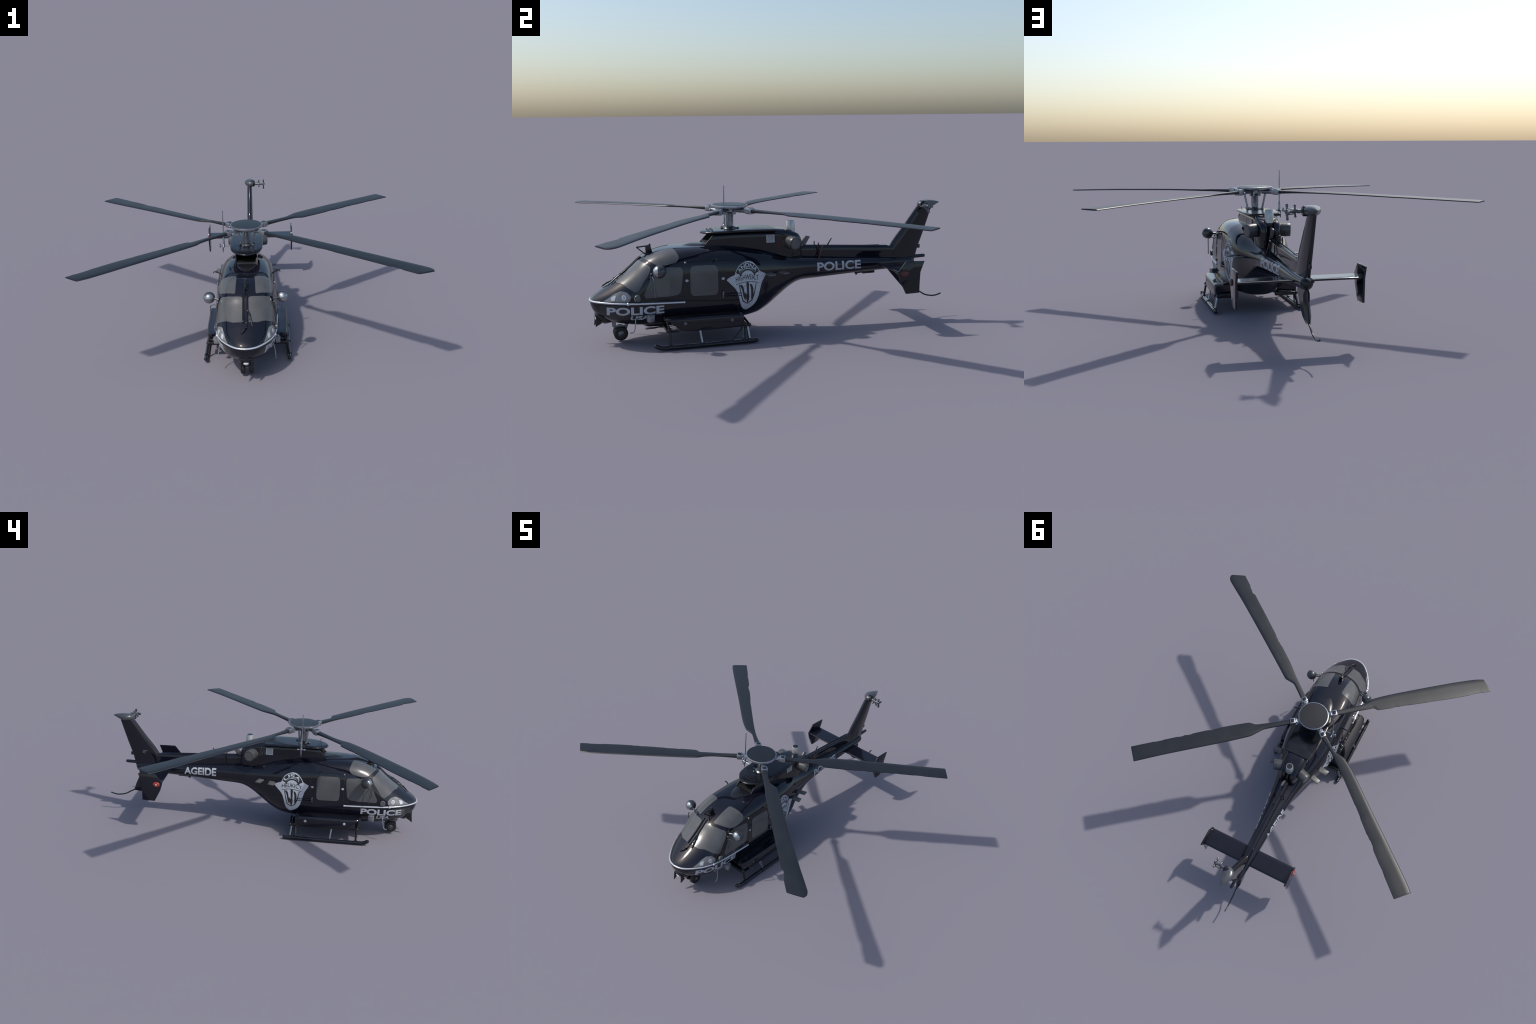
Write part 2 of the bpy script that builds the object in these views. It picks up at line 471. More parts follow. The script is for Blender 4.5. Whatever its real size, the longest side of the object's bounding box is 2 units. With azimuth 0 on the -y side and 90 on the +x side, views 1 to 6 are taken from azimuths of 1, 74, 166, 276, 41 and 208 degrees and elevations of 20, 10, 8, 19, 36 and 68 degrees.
# door seams: hairline strips on the flank
def seam(pts, side, parent, width=0.0014, name='door_seam', mat=SEAM, off=0.0007):
    P = catmull(pts, 8)
    L, R = [], []
    for i, p in enumerate(P):
        t = P[min(i + 1, len(P) - 1)] - P[max(i - 1, 0)]; t = t / (np.linalg.norm(t) + 1e-9)
        nrm = np.array((-t[1], t[0])) * width / 2
        L.append(p + nrm); R.append(p - nrm)
    skin(name, [[tuple(q) for q in L + R[::-1]]], side_map(side), off, mat, parent, step=0.01, depth=0.0016)
for side in (1, -1):
    seam([(-0.520, 0.425), (-0.515, 0.330), (-0.522, 0.240), (-0.530, 0.160)], side, fuselage)
    seam([(-0.316, 0.420), (-0.312, 0.330), (-0.316, 0.235)], side, fuselage)
    seam([(-0.690, 0.375), (-0.738, 0.275), (-0.742, 0.240)], side, fuselage)
    seam([(-0.316, 0.238), (-0.227, 0.234), (-0.100, 0.233), (0.002, 0.236)], side, fuselage)
    # sliding-door rail with its stops
    k = Kit()
    k.tube([tuple(side_map(side)(y, z)[0] + side_map(side)(y, z)[1] * 0.002)
            for y, z in [(-0.520, 0.4195), (-0.47, 0.425), (-0.40, 0.424), (-0.30, 0.421), (-0.222, 0.415)]], 0.0014, 6)
    k.done('door_rail', TRIM, fuselage)
    p, n = side_map(side)(-0.514, 0.419)
    Kit().ball(tuple(p + n * 0.004), 0.0058).done('door_stop', SILVER, fuselage)
    # step handle
    k = Kit()
    for dz in (0.0, -0.013):
        path = [tuple(side_map(side)(y, 0.250 + dz)[0] + side_map(side)(y, 0.250 + dz)[1] * 0.008)
                for y in np.linspace(-0.323, -0.232, 7)]
        k.tube(path, 0.0018, 6)
    k.done('door_handle', TRIM, fuselage)
    p, n = side_map(side)(-0.327, 0.249)
    Kit().box(tuple(p + n * 0.005), (0.012, 0.010, 0.034), bev=0.003).done('handle_bracket', DARK_METAL, fuselage)
    p, n = side_map(side)(-0.535, 0.246)
    Kit().box(tuple(p + n * 0.002), (0.006, 0.030, 0.010), bev=0.002).done('door_latch', TRIM, fuselage)
    # hooked bracket high on the flank
    k = Kit()
    k.tube(mir_x([(0.150, -0.372, 0.425), (0.178, -0.362, 0.432), (0.192, -0.360, 0.434), (0.198, -0.360, 0.426)], side),
           [0.004, 0.0045, 0.0032, 0.003], 8)
    k.done('hook_bracket', TRIM, fuselage)
    # small pale position dots
    for y, z in ((-0.510, 0.331), (-0.324, 0.330)):
        o = [(y + 0.0085 * math.cos(a), z + 0.0065 * math.sin(a)) for a in np.linspace(0, 2 * PI, 16, endpoint=False)]
        skin('marker_dot', [o], side_map(side), 0.0018, WHITE, fuselage, step=0.004)

# windshield centre pillar with two ridges
k = Kit()
for x in (-0.010, 0.010):
    path = []
    for y in np.linspace(-0.858, -0.715, 14):
        p = body_point(y, phi_from_x(y, abs(x))); path.append((x, p[1], p[2] + 0.003))
    k.tube(path, 0.0040, 8)
k.done('windshield_pillar', PAINT, fuselage)
# wipers
def hood(y, x, lift):
    p = body_point(y, phi_from_x(y, abs(x))); return (x, p[1], p[2] + lift)
for path in ([(-0.790, 0.014, 0.006), (-0.820, 0.024, 0.010), (-0.852, 0.032, 0.010), (-0.878, 0.037, 0.007)],
             [(-0.868, 0.010, 0.007), (-0.888, 0.004, 0.010), (-0.905, -0.008, 0.009), (-0.915, -0.022, 0.006)]):
    k = Kit().tube([hood(*q) for q in path], [0.003, 0.0034, 0.004, 0.002], 8)
    k.box(hood(*path[1]), (0.010, 0.014, 0.006), bev=0.002)
    k.done('windshield_wiper', TRIM, fuselage)
k = Kit()
for q in ((-0.862, 0.006, 0.006), (-0.853, -0.012, 0.006), (-0.800, 0.012, 0.006), (-0.842, 0.020, 0.006)):
    k.ball(hood(*q), 0.0042)
k.done('wiper_pivot', DARK_METAL, fuselage)

# wire cutter on the cabin roof
k = Kit()
yz = lambda x0: (lambda u, v, d: Vector((x0 + d, u, v)))
k.prism([(-0.689, 0.450), (-0.655, 0.455), (-0.664, 0.496), (-0.690, 0.494)], yz(0.0), 0.020, 0.003)
k.rod((0, -0.688, 0.490), (0, -0.735, 0.486), 0.0036)
k.rod((0, -0.735, 0.486), (0, -0.692, 0.449), 0.0030)
k.ball((0.004, -0.668, 0.497), 0.006)
k.box((0, -0.667, 0.452), (0.026, 0.050, 0.012), bev=0.004)
k.done('wire_cutter', TRIM, fuselage)

# bright rail around the nose
rail = []
RAIL_Z = pchip([-0.98, -0.94, -0.86, -0.73, -0.65, -0.52], [0.230, 0.230, 0.230, 0.227, 0.225, 0.222])
half = []
for s in np.linspace(0.0, math.sqrt(0.979 - 0.526), 60):
    y = NOSE_Y + s * s; half.append((float(s), y))
for side in (-1, 1):
    seq = half[::-1] if side < 0 else half[1:]
    for s, y in seq:
        yy = max(y, NOSE_Y + 1e-4); z = float(RAIL_Z(y))
        ph = phi_from_z(yy, z)
        p = body_point(yy, ph); n = body_normal(max(yy, NOSE_Y + 4e-3), ph)
        if y < NOSE_Y + 0.0015: p = np.array((0, NOSE_Y, z)); n = np.array((0, -1, 0))
        q = p + n * 0.001; rail.append((side * q[0], q[1], z))
k = Kit().tube(rail, 0.0050, 10)
for side in (1, -1):
    k.ball(rail[-1] if side > 0 else rail[0], 0.0060)
    p, n = side_map(side)(-0.803, 0.229); k.ball(tuple(p + n * 0.003), 0.0085)
k.done('nose_rail', RAILMAT, fuselage)

# ---- writing -------------------------------------------------------------------
lettering('police_lettering', 'POLICE', 1, -0.905, -0.627, 0.168, 0.210, 0.172, 0.214, fuselage)
lettering('usa_lettering', 'USA', 1, -0.792, -0.700, 0.142, 0.164, 0.143, 0.165, fuselage, slant=0.06)
lettering('police_lettering', 'POLICE', -1, -0.629, -0.880, 0.174, 0.214, 0.168, 0.208, fuselage)
lettering('usa_lettering', 'USA', -1, -0.728, -0.810, 0.144, 0.166, 0.144, 0.166, fuselage, slant=0.10)
lettering('faded_lettering', 'E', -1, -0.877, -0.902, 0.168, 0.207, 0.167, 0.205, fuselage, mat=GHOST, offset=0.0006)
lettering('police_lettering', 'POLICE', 1, 0.218, 0.482, 0.314, 0.361, 0.310, 0.356, tail_boom, bold=0.025)
lettering('tail_lettering', 'AGEIDE', -1, 0.501, 0.292, 0.307, 0.352, 0.314, 0.365, tail_boom, bold=0.03)

# badge: outline in plate units (1 unit = 1 mm), origin at the plate centre
BADGE_OUT = [(-68, 60), (-62, 75), (-44, 103), (-16, 120), (8, 125), (33, 118), (56, 94), (70, 71),
             (90, 60), (103, 50), (81, 11), (70, -26), (58, -71), (41, -102), (15, -122), (-6, -130),
             (-26, -116), (-38, -90), (-53, -34), (-68, -8), (-98, 24), (-109, 37), (-94, 49)]
def arch(r0, r1, a0, a1, c=(0, 40), sx=1.0, n=16):
    A = np.radians(np.linspace(a0, a1, n))
    return [(c[0] + sx * r1 * math.cos(a), c[1] + r1 * math.sin(a)) for a in A] + \
           [(c[0] + sx * r0 * math.cos(a), c[1] + r0 * math.sin(a)) for a in A[::-1]]
def badge(side, top_word, band_word):
    def place(q): return (-0.196 + 0.001 * q[0], 0.2835 + 0.001 * q[1]) if side > 0 else \
                         (-0.198 - 0.001 * q[0], 0.2835 + 0.001 * q[1])
    S = side_map(side)
    plate = skin('badge', [[place(q) for q in catmull(BADGE_OUT, 4, True)]], S, 0.0011, BADGE, fuselage,
                 step=0.006, depth=0.0022)
    def ink(name, loops, mat=INK, off=0.0019):
        skin(name, [[place(q) for q in L] for L in loops], S, off, mat, plate, step=0.008, depth=0.0016)
    c = (2, 40)
    ink('badge_band', [arch(52, 78, 22, 158, c, 0.86)])
    # letters bent along the top band
    loops = []
    for L in text_loops(top_word, 0.02):
        q = []
        for u, v in L:
            a = math.radians(150 - 120 * u); r = 55 + 20 * v
            q.append((c[0] + 0.86 * r * math.cos(a), c[1] + r * math.sin(a)))
        loops.append(q)
    ink('badge_lettering', loops, BADGE_PLAIN, 0.0027)
    ink('badge_arc', [arch(37, 45, 15, 165, (2, 42))])
    loops = []
    for L in text_loops(band_word, 0.0):
        loops.append([(-62 + 124 * u, 22 + 26 * v + 10 * (1 - (2 * u - 1) ** 2)) for u, v in L])
    ink('badge_lettering', loops)
    line = lambda pts, w: [tuple(np.array(p) + (0, w)) for p in pts] + [tuple(np.array(p) - (0, w)) for p in pts[::-1]]
    ink('badge_line', [line([(-62 + 12.4 * i, 10 + 10 * (1 - (i / 5 - 1) ** 2)) for i in range(11)], 1.4)])
    ink('badge_line', [[(-46, 8), (-42, 8), (-30, -50), (-22, -78), (0, -92), (22, -78), (34, -50), (46, 8), (50, 8),
                        (38, -52), (26, -82), (0, -97), (-26, -82), (-34, -52)]])
    ink('badge_flame', [catmull([(-40, 6), (-28, 4), (-20, -14), (-17, -34), (-9, -54), (-13, -76), (-23, -50), (-29, -20)], 4, True)])
    ink('badge_flame', [catmull([(-5, 15), (7, 15), (8, -10), (8, -40), (10, -62), (2, -90), (-6, -72), (-14, -34), (-4, -46), (-4, -16)], 4, True)])
    ink('badge_flame', [catmull([(13, 6), (23, 4), (31, -14), (32, -36), (33, -52), (22, -74), (20, -48), (19, -18)], 4, True)])
badge(1, 'ANDNA', 'HIGHWEALT')
badge(-1, 'USA', 'HEUKICY')

# ---- nose gear, chin and belly equipment -----------------------------------------
rows = smooth_rows([(-0.958, 0, 0.150, 0.018, 0.02, 0.008, 2), (-0.945, 0, 0.150, 0.036, 0.02, 0.030, 2),
                    (-0.915, 0, 0.140, 0.044, 0.02, 0.038, 2), (-0.890, 0, 0.130, 0.040, 0.02, 0.027, 2),
                    (-0.868, 0, 0.120, 0.026, 0.01, 0.010, 2)], 16)
v, f = rings_mesh(loft_y(rows, 28))
chin = add('chin_fairing', v, f, TRIM, fuselage)
for x, tip in ((0.031, (0.031, -0.958, 0.093)), (-0.027, (-0.027, -0.962, 0.087))):
    Kit().prism([(-0.955, 0.150), (-0.925, 0.112), (-0.940, 0.104), (tip[1], tip[2])], yz(x), 0.007, 0.0015).done('wire_deflector', TRIM, chin)
Kit().ball((0.0, -0.950, 0.131), 0.013, s=(1.2, 0.6, 0.8)).done('nose_light', LAMP, chin)

gear = Kit()
gear.prism([(-0.876, 0.112), (-0.850, 0.108), (-0.856, 0.086), (-0.852, 0.080), (-0.872, 0.078)], yz(0), 0.010, 0.002)
gear.prism([(-0.806, 0.100), (-0.786, 0.098), (-0.800, 0.062), (-0.814, 0.066)], yz(0), 0.010, 0.002)
gear.rod((-0.030, -0.832, 0.046), (0.030, -0.832, 0.046), 0.006)
gear.box((0, -0.838, 0.080), (0.014, 0.060, 0.008), bev=0.002)
gear = gear.done('nose_gear', material('gear_grey', (0.22, 0.23, 0.25), 0.4, metal=0.4), fuselage)
def lathe_x(profile, c, n=36):
    """profile: (dx, r) pairs turned about the x axis through c."""
    rings = [[(c[0] + dx, c[1] + r * math.cos(2 * PI * k / n), c[2] + r * math.sin(2 * PI * k / n)) for k in range(n)]
             for dx, r in profile]
    return rings_mesh(rings)
for x in (-0.023, 0.023):
    s = 1 if x > 0 else -1
    tyre = [(-0.011, 0.016), (-0.0125, 0.020), (-0.0125, 0.028), (-0.010, 0.034), (-0.005, 0.0365), (0.005, 0.0365),
            (0.010, 0.034), (0.0125, 0.028), (0.0125, 0.020), (0.011, 0.016)]
    k = Kit(); k.put(*lathe_x(tyre, (x, -0.832, 0.047))); wheel = k.done('nose_wheel', RUBBER, gear)
    k = Kit(); k.put(*lathe_x([(-0.011, 0.004), (-0.011, 0.015), (0.011, 0.015), (0.012, 0.009), (0.0145, 0.006), (0.0145, 0.001)][::s],
                              (x, -0.832, 0.047)) if s > 0 else
              lathe_x([(-0.0145, 0.001), (-0.0145, 0.006), (-0.012, 0.009), (-0.011, 0.015), (0.011, 0.015), (0.011, 0.004)],
                      (x, -0.832, 0.047)))
    k.done('wheel_hub', DARK_METAL, wheel)
    Kit().ball((x + s * 0.0135, -0.832, 0.047), 0.0034).done('axle_nut', SILVER, wheel)

rows = smooth_rows([(-0.725, 0, 0.090, 0.010, 0.01, 0.004, 2.4), (-0.690, 0, 0.090, 0.050, 0.01, 0.016, 2.6),
                    (-0.620, 0, 0.090, 0.058, 0.01, 0.020, 2.8), (-0.560, 0, 0.090, 0.055, 0.01, 0.016, 2.8),
                    (-0.520, 0, 0.090, 0.020, 0.01, 0.004, 2.4)], 20)
v, f = rings_mesh(loft_y(rows, 28)); add('belly_fairing', v, f, TRIM, fuselage)
Kit().tube([(0.03, -0.600, 0.074), (0.03, -0.660, 0.062), (0.03, -0.706, 0.060)], [0.003, 0.0025, 0.0015], 8).done('belly_antenna', TRIM, fuselage)

for s in (1, -1):
    # pitot with hooked foot
    k = Kit().tube(mir_x(catmull([(0.142, -0.762, 0.166), (0.150, -0.768, 0.150), (0.157, -0.772, 0.120), (0.160, -0.778, 0.092),
                                  (0.161, -0.788, 0.082), (0.161, -0.800, 0.083)], 4), s), 0.0028, 8)
    k.done('pitot_tube', material('pitot_grey', (0.26, 0.28, 0.31), 0.35, metal=0.4) if s > 0 else bpy.data.materials['pitot_grey'], fuselage)
    # loudspeaker box
    k = Kit().box((s * 0.170, -0.697, 0.148), (0.028, 0.034, 0.030), Matrix.Rotation(s * 0.35, 3, 'Z'), 0.004)
    k.box((s * 0.170, -0.697, 0.166), (0.030, 0.034, 0.006), Matrix.Rotation(s * 0.35, 3, 'Z'), 0.002)
    k.done('loudspeaker', material('speaker_grey', (0.22, 0.225, 0.24), 0.35, metal=0.4, var=0.2, scale=80) if s > 0 else bpy.data.materials['speaker_grey'], fuselage)
    # round lamp on the flank
    k = Kit()
    k.put(*[q for q in lathe_x([(-0.016, 0.010), (-0.004, 0.0145), (0.004, 0.0150), (0.006, 0.0135), (0.006, 0.0115), (0.0045, 0.0105), (0.006, 0.004), (0.0062, 0.0005)]
                               , (0, 0, 0), 28)])
    k.v = [(s * p[0] + s * 0.168, p[1] - 0.757, p[2] + 0.2555) for p in k.v]
    k.done('round_lamp', GREYPLATE, fuselage)
    k = Kit().tube(mir_x([(0.172, -0.757 + 0.0165 * math.cos(a), 0.2555 + 0.0165 * math.sin(a)) for a in np.linspace(1.0, 3.9, 10)], s), 0.0022, 8)
    k.done('lamp_bezel', SILVER, fuselage)
    # mirror-ball search lamp: reflector in front, dark housing behind
    c = Vector((s * 0.205, -0.651, 0.391)); R = 0.0325
    k = Kit(); n = 18
    prof = [(-1.0 + 1e-3, 0.02)] + [(-math.cos(a), math.sin(a)) for a in np.linspace(0.18, 1.22, 6)]
    k.put(*rings_mesh([[(c.x + R * r * math.cos(2 * PI * j / n), c.y + R * d, c.z + R * r * math.sin(2 * PI * j / n)) for j in range(n)] for d, r in prof]))
    lamp = k.done('search_lamp', material('lamp_chrome', (0.36, 0.38, 0.40), 0.24, metal=0.9, var=0.35, scale=130) if s > 0 else bpy.data.materials['lamp_chrome'], fuselage, smooth=4)
    k = Kit()
    prof = [(-math.cos(a), math.sin(a)) for a in np.linspace(1.20, PI - 0.05, 16)]
    k.put(*rings_mesh([[(c.x + R * 1.012 * r * math.cos(2 * PI * j / n), c.y + R * 1.012 * d, c.z + R * 1.012 * r * math.sin(2 * PI * j / n)) for j in range(n)] for d, r in prof]))
    k.done('lamp_housing', material('lamp_shell', (0.085, 0.088, 0.094), 0.26, metal=0.65, var=0.2, scale=60) if s > 0 else bpy.data.materials['lamp_shell'], lamp)
    k = Kit()
    k.rod((s * 0.150, -0.668, 0.385), (s * 0.185, -0.655, 0.388), 0.006)
    k.tube(mir_x([(0.158, -0.690, 0.352), (0.176, -0.684, 0.362), (0.198, -0.678, 0.352), (0.199, -0.674, 0.262)], s), 0.0028, 8)
    k.rod((s * 0.160, -0.690, 0.365), (s * 0.172, -0.688, 0.290), 0.0022)
    k.ball((s * 0.157, -0.684, 0.372), 0.006)
    k.done('lamp_bracket', DARK_METAL, lamp)

# ---- side pods, skids --------------------------------------------------------------
for s in (1, -1):
    rows = [  # y, z_bottom, z_crease, z_top, x_outer, x_lip
        (-0.637, 0.145, 0.148, 0.151, 0.200, 0.188), (-0.630, 0.142, 0.149, 0.152, 0.216, 0.190),
        (-0.610, 0.134, 0.149, 0.153, 0.228, 0.190), (-0.580, 0.112, 0.149, 0.154, 0.232, 0.189),
        (-0.548, 0.087, 0.149, 0.154, 0.234, 0.188), (-0.450, 0.083, 0.149, 0.154, 0.235, 0.187),
        (-0.350, 0.084, 0.148, 0.153, 0.235, 0.186), (-0.250, 0.086, 0.146, 0.151, 0.234, 0.186),
        (-0.236, 0.090, 0.142, 0.148, 0.233, 0.186), (-0.231, 0.098, 0.137, 0.143, 0.228, 0.186)]
    R = [tuple(r) for r in smooth_rows(rows, 44)]
    rings = []
    for y, zb, zc, zt, xo, xl in R:
        pts = [(0.105, zb), (xo - 0.010, zb), (xo - 0.003, zb + 0.003), (xo, zb + 0.010), (xo, zc - 0.006), (xo - 0.002, zc),
               (xo - 0.008, zc + 0.005), (xl + 0.003, zt + 0.003), (xl, zt + 0.004), (xl - 0.004, zt + 0.004), (0.140, zt + 0.006), (0.105, zt + 0.006)]
        rings.append([(s * x, y, z) for x, z in pts])
    v, f = rings_mesh(rings)
    pod = add('cargo_pod', v, f, PAINT, smooth=32)
    for y in (-0.534, -0.295):
        k = Kit(); k.put(*lathe_x([(-0.004, 0.0085), (0.001, 0.0085), (0.0018, 0.007), (0.0018, 0.001)], (0, 0, 0), 20))
        k.v = [(s * (p[0] + 0.234), p[1] + y, p[2] + 0.1265) for p in k.v]
        k.done('pod_rivet', WHITE if s < 0 else GREYPLATE, pod)
    # low lumps modelled to give the pod top its crumpled reflections
    rnd = random.Random(11 + s); k = Kit()
    for y in np.linspace(-0.47, -0.29, 6):
        k.ball((s * (0.172 + rnd.uniform(-0.004, 0.004)), y + rnd.uniform(-0.008, 0.008), 0.1555), 0.011, s=(1.0, rnd.uniform(1.0, 1.6), 0.35))
    k.done('pod_glint_lump', PAINT, pod)
    # landing skid
    k = Kit().tube(mir_x(catmull([(0.2395, -0.683, 0.0250), (0.240, -0.674, 0.0200), (0.240, -0.655, 0.0130), (0.240, -0.620, 0.0115), (0.240, -0.440, 0.0112),
                                  (0.240, -0.240, 0.0118), (0.240, -0.195, 0.0120), (0.240, -0.171, 0.0145)], 5), s), 0.0112, 14)
    k.ball((s * 0.2395, -0.683, 0.0250), 0.0112); k.ball((s * 0.240, -0.171, 0.0145), 0.0112)
    for y in (-0.611, -0.451, -0.236, -0.209):
        k.rod((s * 0.240, y - 0.009, 0.0130), (s * 0.240, y + 0.009, 0.0130), 0.0130)
    skid = k.done('landing_skid', PAINT)
    k = Kit()
    k.rod((s * 0.238, -0.611, 0.018), (s * 0.226, -0.612, 0.090), 0.0062)
    k.rod((s * 0.238, -0.209, 0.018), (s * 0.222, -0.216, 0.092), 0.0062)
    k.rod((s * 0.236, -0.228, 0.026), (s * 0.214, -0.228, 0.086), 0.0050)
    k.rod((s * 0.236, -0.300, 0.020), (s * 0.216, -0.236, 0.080), 0.0036)
    k.ball((s * 0.226, -0.616, 0.092), 0.0095); k.ball((s * 0.222, -0.203, 0.092), 0.010)
    k.ball((s * 0.224, -0.236, 0.098), 0.0105); k.ball((s * 0.230, -0.245, 0.088), 0.008)
    k.done('skid_strut', TRIM, skid)
    k = Kit()
    k.rod((s * 0.238, -0.451, 0.018), (s * 0.220, -0.460, 0.092), 0.0058)
    k.rod((s * 0.236, -0.451, 0.020), (s * 0.190, -0.458, 0.090), 0.0042)
    k.rod((s * 0.237, -0.207, 0.026), (s * 0.224, -0.214, 0.084), 0.0066)
    k.done('skid_brace', SILVER, skid)
    # coil spring
    H = [(s * (0.236 - 0.012 * t) + 0.0082 * math.cos(t * 14 * PI), -0.238 + 0.0082 * math.sin(t * 14 * PI), 0.027 + 0.050 * t) for t in np.linspace(0, 1, 110)]
    Kit().tube(H, 0.0018, 6).rod((s * 0.236, -0.238, 0.020), (s * 0.224, -0.238, 0.088), 0.0048).done('coil_spring', DARK_METAL, skid)
    # cross arms and foot plate
    k = Kit()
    k.box((s * 0.165, -0.226, 0.088), (0.120, 0.026, 0.022), bev=0.004)
    k.box((s * 0.165, -0.616, 0.094), (0.120, 0.024, 0.020), bev=0.004)
    k.rod((s * 0.225, -0.203, 0.092), (s * 0.120, -0.205, 0.105), 0.006)
    k.box((s * 0.226, -0.590, 0.088), (0.020, 0.050, 0.008), bev=0.003)
    k.rod((s * 0.224, -0.616, 0.095), (s * 0.212, -0.624, 0.145), 0.005)
    k.done('cross_arm', TRIM, skid)

# ---- engine cowling -----------------------------------------------------------------
rows = smooth_rows([(-0.527, 0, 0.455, 0.002, 0.016, 0.04, 2.2), (-0.515, 0, 0.455, 0.024, 0.026, 0.04, 2.2), (-0.490, 0, 0.455, 0.044, 0.032, 0.05, 2.3),
                    (-0.445, 0, 0.455, 0.060, 0.038, 0.05, 2.8), (-0.400, 0, 0.455, 0.066, 0.037, 0.05, 4.0), (-0.370, 0, 0.455, 0.067, 0.034, 0.05, 5.0)], 26, True)
v, f = rings_mesh(loft_y(rows, 40)); bump = add('intake_fairing', v, f, material('matt_fairing', (0.010, 0.0105, 0.013), 0.28, var=0.1, scale=20))
CROWS = [(-0.383, 0, 0.450, 0.0655, 0.097, 0.09, 8), (-0.340, 0, 0.450, 0.067, 0.098, 0.09, 8), (-0.250, 0, 0.450, 0.068, 0.099, 0.09, 8),
         (-0.100, 0, 0.450, 0.068, 0.100, 0.09, 7), (0.000, 0, 0.450, 0.069, 0.101, 0.09, 7), (0.040, 0, 0.450, 0.068, 0.098, 0.09, 6),
         (0.070, 0, 0.450, 0.064, 0.094, 0.09, 5), (0.092, 0, 0.450, 0.054, 0.087, 0.09, 4.5), (0.104, 0, 0.450, 0.044, 0.076, 0.09, 4)]
def cowl_skew(y, z):
    k = min(max((-0.10 - y) / 0.28, 0.0), 1.0)
    return k * 0.90 * (max(z, 0.46) - 0.50)
rows = smooth_rows(CROWS, 60)
rings = loft_y(rows, 64, cowl_skew)
c0 = rows[0]
inner = loft_y([(c0[0] + 0.001, 0, 0.518, 0.056, 0.026, 0.022, 9)], 64, cowl_skew)[0]
deep = [(p[0] * 0.9, p[1] + 0.19, p[2]) for p in inner]
allr = [deep, inner] + rings
v, f = rings_mesh(allr)
idx = [1] * 64 + [0] * (len(f) - 64); idx[-2] = 1
cowl = add('engine_cowling', v, f, None, mats=[PAINT, VOID], midx=idx, smooth=35)
# lid over the gearbox
lid_w = pchip([-0.404, -0.396, -0.372, -0.345, -0.28, -0.18, -0.10, -0.02, 0.005], [0.003, 0.032, 0.062, 0.082, 0.096, 0.099, 0.098, 0.088, 0.082])
lid_z = pchip([-0.404, -0.34, -0.20, -0.09, 0.005], [0.5540, 0.5590, 0.5620, 0.5610, 0.5560])
rows = []
for t in np.linspace(0, 1, 44):
    y = -0.404 + 0.392 * t ** 1.5
    zt = float(lid_z(y)); rows.append((y, 0, zt - 0.008, max(float(lid_w(y)), 0.003), 0.008 * min(1.0, 0.4 + 5 * t), 0.006 * min(1.0, 0.4 + 4 * t), 3.2 + 2.5 * t))
v, f = rings_mesh(loft_y(rows, 56)); lid = add('cowling_lid', v, f, material('lid_paint', (0.0065, 0.0075, 0.0105), 0.20, var=0.25, scale=30), cowl)
k = Kit()
for y in (-0.362, -0.344):
    k.tube([(-0.034, y, 0.553), (-0.030, y, 0.562), (0.030, y, 0.562), (0.034, y, 0.553)], 0.0020, 6)
k.done('grab_rail', TRIM, lid)
Kit().tube([(0.055, -0.345, 0.552), (0.055, -0.352, 0.569), (0.055, -0.362, 0.572)], 0.0016, 6).done('lid_hook', DARK_METAL, lid)

